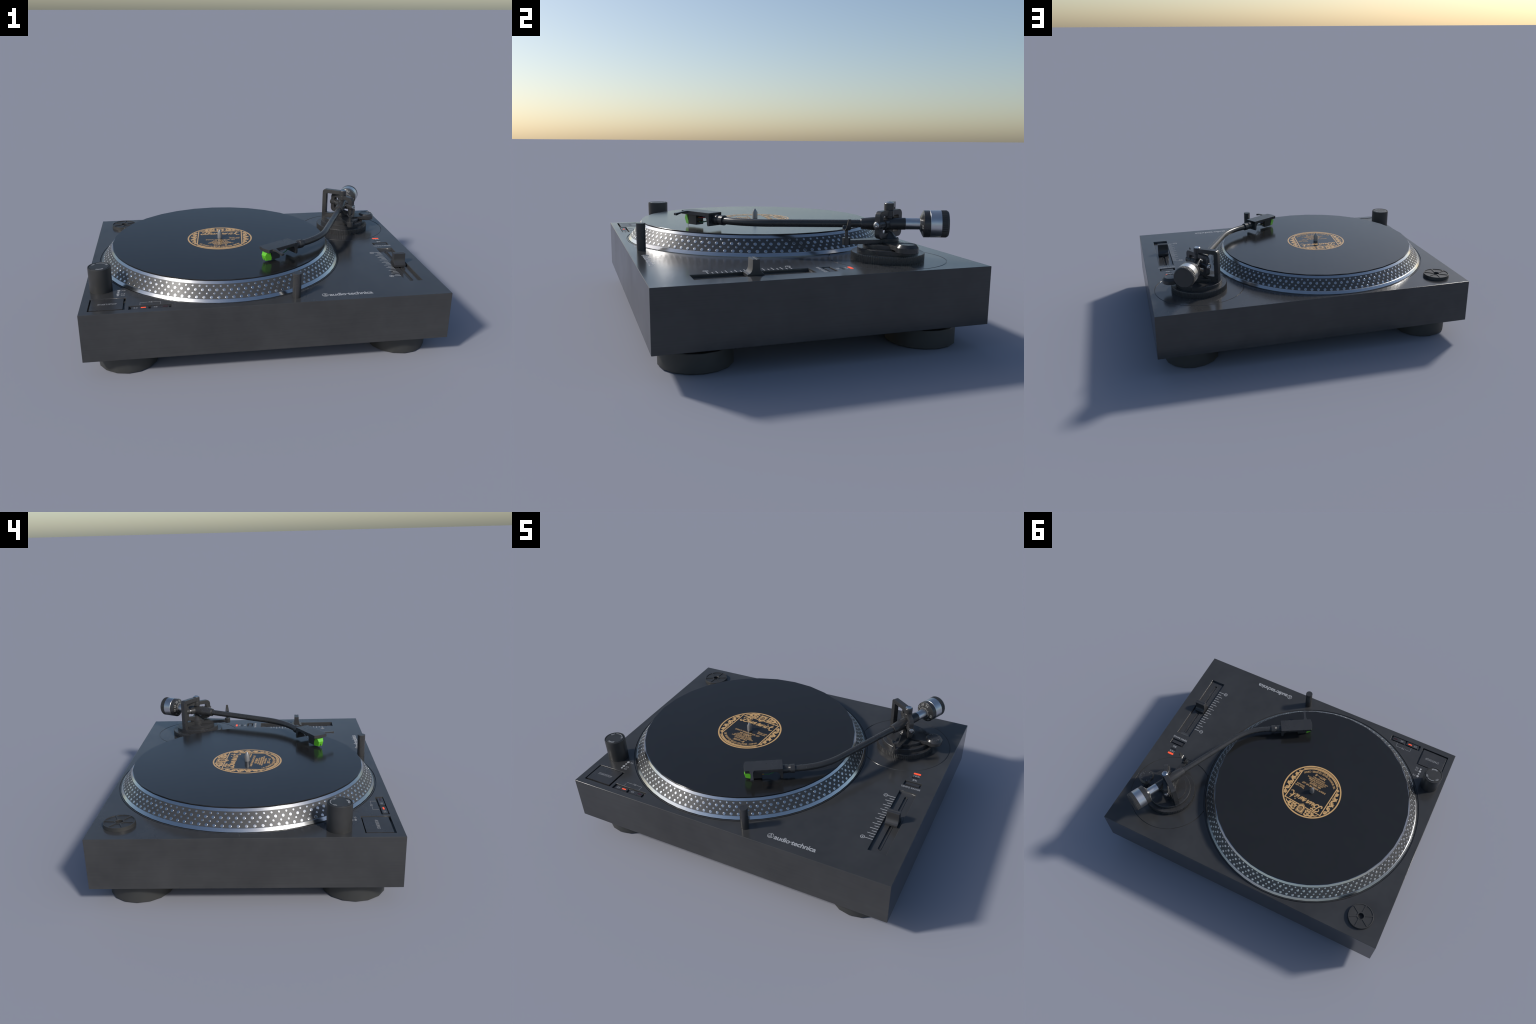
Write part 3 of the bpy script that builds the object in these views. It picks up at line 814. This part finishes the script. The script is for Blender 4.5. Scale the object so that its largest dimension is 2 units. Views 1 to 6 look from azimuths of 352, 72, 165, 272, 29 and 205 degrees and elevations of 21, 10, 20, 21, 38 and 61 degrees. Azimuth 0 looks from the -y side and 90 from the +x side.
obj_from_bm(bm, "counterweight_shaft", M_BRUSHED, arm, smooth=30)
bm = bmesh.new()
CR0, CR1, CT0, CT1 = 0.0285, 0.0630, 0.1450, 0.1620
revolve(bm, [(0, CT0), (CR0, CT0), (CR1, CT1), (0.0642, CT1 + 0.0012), (0.0642, 0.1895), (0.0628, 0.1910), (0, 0.1910)], 40, AMX)
cw = obj_from_bm(bm, "weight_dial", M_ARM, arm, smooth=30)
bm = bmesh.new()
revolve(bm, [(0, 0.1905), (0.0628, 0.1905), (0.0643, 0.1920), (0.0643, 0.2420), (0, 0.2420)], 48, AMX)
obj_from_bm(bm, "counterweight", M_BRUSHED, arm, smooth=30)
bm = bmesh.new()
kf = lambda i, r, h: r - (0.0015 if (i % 4) in (2, 3) and r > 0.0635 else 0)
revolve(bm, [(0, 0.2415), (0.0640, 0.2415), (0.0643, 0.2435), (0.0643, 0.2675), (0.0590, 0.2755), (0.0575, 0.2767), (0.0560, 0.2755), (0, 0.2755)], 44 * 4, AMX, 0, kf)
obj_from_bm(bm, "counterweight_grip", M_PLASTIC, arm, smooth=30)
# gram scale on the cone
bm = bmesh.new()
def cone_frame(phi, f):
    r = math.radians(phi)
    er = Vector((math.cos(r), math.sin(r), 0)); tau = Vector((math.sin(r), -math.cos(r), 0))
    d = (er * (CR1 - CR0) + Vector((0, 0, 1)) * (CT1 - CT0)).normalized()
    o = er * (CR0 + (CR1 - CR0) * f) + Vector((0, 0, CT0 + (CT1 - CT0) * f))
    n = tau.cross(d)
    return AMX @ frame(o - n * 0.0003, tau, d, n)
for word, phi in (("0.0", -10), ("0.5", -50), ("1.0", -90), ("1.5", -130), ("2.0", -170), ("2.5", 157), ("3.0", 117), ("3.5", 77)):
    text_bm(bm, word, cone_frame(phi, 0.66), 0.0195, 0.0125, 0.0007, 0.012)
for k in range(48):
    ln = 0.17 if k % 5 == 0 else 0.09
    M = cone_frame(k * 360 / 48, 0.16)
    box(bm, -0.0006, 0.0006, -0.004, -0.004 + ln * 0.06, 0, 0.0007, M)
obj_from_bm(bm, "weight_scale", M_DIALPRINT, arm, smooth=0)

# ------------------------------------------------------------------ headshell
HZ = 0.5778
HM = frame(Vector((HB.x, HB.y, 0)), hd, -wd, UP)   # local x forward, local -y towards finger lift
W = 0.0448
bm = bmesh.new()
front = [(0.2125 + 0.0085 * (1 - (t / W) ** 2), t) for t in [W * (-1 + 2 * k / 10) for k in range(11)]]
prism(bm, [(0.0, W), (0.0, -W), *front], HZ - 0.0195, HZ, HM); soften(bm, 0.0015, 2, 40)
# back wall with rounded inner corner and foot
prof = [(0.0, HZ - 0.004), (0.0, 0.5150), (0.0035, 0.5100), (0.0100, 0.5095), (0.0145, 0.5140), (0.0170, 0.5350), (0.0215, 0.5480), (0.0320, 0.5560), (0.0320, HZ - 0.004)]
WM = frame(Vector((HB.x, HB.y, 0)), hd, UP, wd)
prism(bm, prof, -W + 0.0008, W - 0.0008, WM)
shell = obj_from_bm(bm, "headshell", M_ARM, arm, smooth=30)
# finger lift
bm = bmesh.new()
# (sideways, top height, underside height, half width)
lift = [(0.040, 0.0, 0.0125, 0.0150), (0.052, 0.0005, 0.0105, 0.0100), (0.068, 0.0025, 0.0105, 0.0068), (0.085, 0.0045, 0.0120, 0.0068),
        (0.100, 0.0060, 0.0150, 0.0076), (0.111, 0.0065, 0.0185, 0.0088), (0.117, 0.0068, 0.0195, 0.0090), (0.120, 0.0085, 0.0180, 0.0088)]
rowsv = []
for w, dt, db, hw in lift:
    rowsv.append([bm.verts.new(HM @ Vector(q)) for q in ((0.1765 - hw, -w, HZ - db), (0.1765 + hw, -w, HZ - db), (0.1765 + hw, -w, HZ - dt), (0.1765 - hw, -w, HZ - dt))])
for A, B in zip(rowsv, rowsv[1:]):
    for k in range(4): bm.faces.new((A[k], A[(k + 1) % 4], B[(k + 1) % 4], B[k]))
bm.faces.new(rowsv[0]); bm.faces.new(rowsv[-1][::-1])
obj_from_bm(bm, "finger_lift", M_ARM, arm, smooth=40)
# locking collar
zc = 0.5430
CM = frame(Vector((HB.x, HB.y, zc)), wd, UP, wd.cross(UP))
if (CM.to_3x3() @ Vector((0, 0, 1))).dot(hb) < 0:
    CM = frame(Vector((HB.x, HB.y, zc)), -wd, UP, (-wd).cross(UP))
bm = bmesh.new()
revolve(bm, [(0, -0.002), (0.0252, -0.002), (0.0252, 0.0255), (0.0240, 0.0270), (0.0228, 0.0290), (0.0238, 0.0315), (0.0226, 0.0340), (0.0238, 0.0365), (0.0226, 0.0390), (0.0240, 0.0420), (0.0256, 0.0435), (0.0258, 0.0450), (0.0258, 0.0680), (0.0245, 0.0690), (0, 0.0690)], 28, CM)
obj_from_bm(bm, "locking_collar", M_ARM, arm, smooth=35)
# cartridge
bm = bmesh.new()
box(bm, 0.119, 0.1815, -0.0255, 0.0255, 0.5050, HZ - 0.0190, HM); soften(bm, 0.0015, 2)
cart = obj_from_bm(bm, "cartridge", M_PLASTIC, arm, smooth=30)
# green stylus guard: wedge nose with a notch under it
bm = bmesh.new()
sec = [  # x, half width, z
    ((0.1800, 0.0258), (0.2050, 0.0215)), ]
pts_top = [(0.1790, -0.0262), (0.2050, -0.0225), (0.2050, 0.0225), (0.1790, 0.0262)]
def quadring(bm, loops):
    R = [[bm.verts.new(HM @ Vector(p)) for p in lp] for lp in loops]
    for A, B in zip(R, R[1:]):
        n = len(A)
        for k in range(n): bm.faces.new((A[k], A[(k + 1) % n], B[(k + 1) % n], B[k]))
    bm.faces.new(R[0][::-1]); bm.faces.new(R[-1])
zt, zm, zb = HZ - 0.0192, 0.5340, 0.5045
quadring(bm, [[(0.1900, -0.0262, zt), (0.2060, -0.0215, zt), (0.2060, -0.005, zt), (0.2060, 0.0, zt), (0.2060, 0.005, zt), (0.2060, 0.0215, zt), (0.1900, 0.0262, zt)],
              [(0.1855, -0.0262, zm), (0.2206, -0.0160, zm), (0.2206, -0.005, zm), (0.2206, 0.0, zm), (0.2206, 0.005, zm), (0.2206, 0.0160, zm), (0.1855, 0.0262, zm)],
              [(0.1808, -0.0255, 0.520), (0.2172, -0.0145, 0.520), (0.2172, -0.004, 0.520), (0.2172, 0.0, 0.520), (0.2172, 0.004, 0.520), (0.2172, 0.0145, 0.520), (0.1808, 0.0255, 0.520)],
              [(0.1820, -0.0245, zb), (0.2125, -0.0125, zb), (0.2125, -0.0065, zb), (0.1990, 0.0, zb + 0.001), (0.2125, 0.0065, zb), (0.2125, 0.0125, zb), (0.1820, 0.0245, zb)]])
obj_from_bm(bm, "stylus_guard", M_GREEN, arm, smooth=20)
bm = bmesh.new()
p0 = HM @ Vector((0.196, 0.0015, 0.5070)); p1 = HM @ Vector((0.2165, 0.003, 0.4985)); p2 = HM @ Vector((0.2168, 0.003, 0.4930))
sweep(bm, [p0, p1], 0.0016, 8); sweep(bm, [p1 + Vector((0, 0, 0.001)), p2], [0.0018, 0.0006], 8)
obj_from_bm(bm, "stylus", M_STEEL, arm, smooth=40)
# pins and lead wires
ends = [(-0.012, 0.545), (0.012, 0.545), (-0.012, 0.523), (0.012, 0.523)]
bm = bmesh.new()
for yy, zz in ends:
    a_ = HM @ Vector((0.121, yy, zz)); b_ = HM @ Vector((0.107, yy, zz)); sweep(bm, [a_, b_], 0.0032, 10)
    a_ = HM @ Vector((0.016, yy * 0.6, 0.545 + (zz - 0.534) * 0.5)); b_ = HM @ Vector((0.026, yy * 0.6, 0.545 + (zz - 0.534) * 0.5)); sweep(bm, [a_, b_], 0.0028, 10)
obj_from_bm(bm, "contact_pins", M_BRASS, arm, smooth=40)
for (yy, zz), mm, dz in zip(ends, M_WIRES, (0.0, 0.003, -0.004, -0.002)):
    bm = bmesh.new()
    zz2 = 0.545 + (zz - 0.534) * 0.5
    ctrl = [(0.110, yy, zz), (0.088, yy * 1.1, zz + dz * 0.5), (0.062, yy * 0.9, (zz + zz2) / 2 + dz), (0.038, yy * 0.6, zz2 + dz * 0.4), (0.022, yy * 0.6, zz2)]
    sweep(bm, [HM @ p for p in catmull(ctrl, 5)], 0.0027, 8)
    obj_from_bm(bm, "lead_wire", mm, arm, smooth=40)
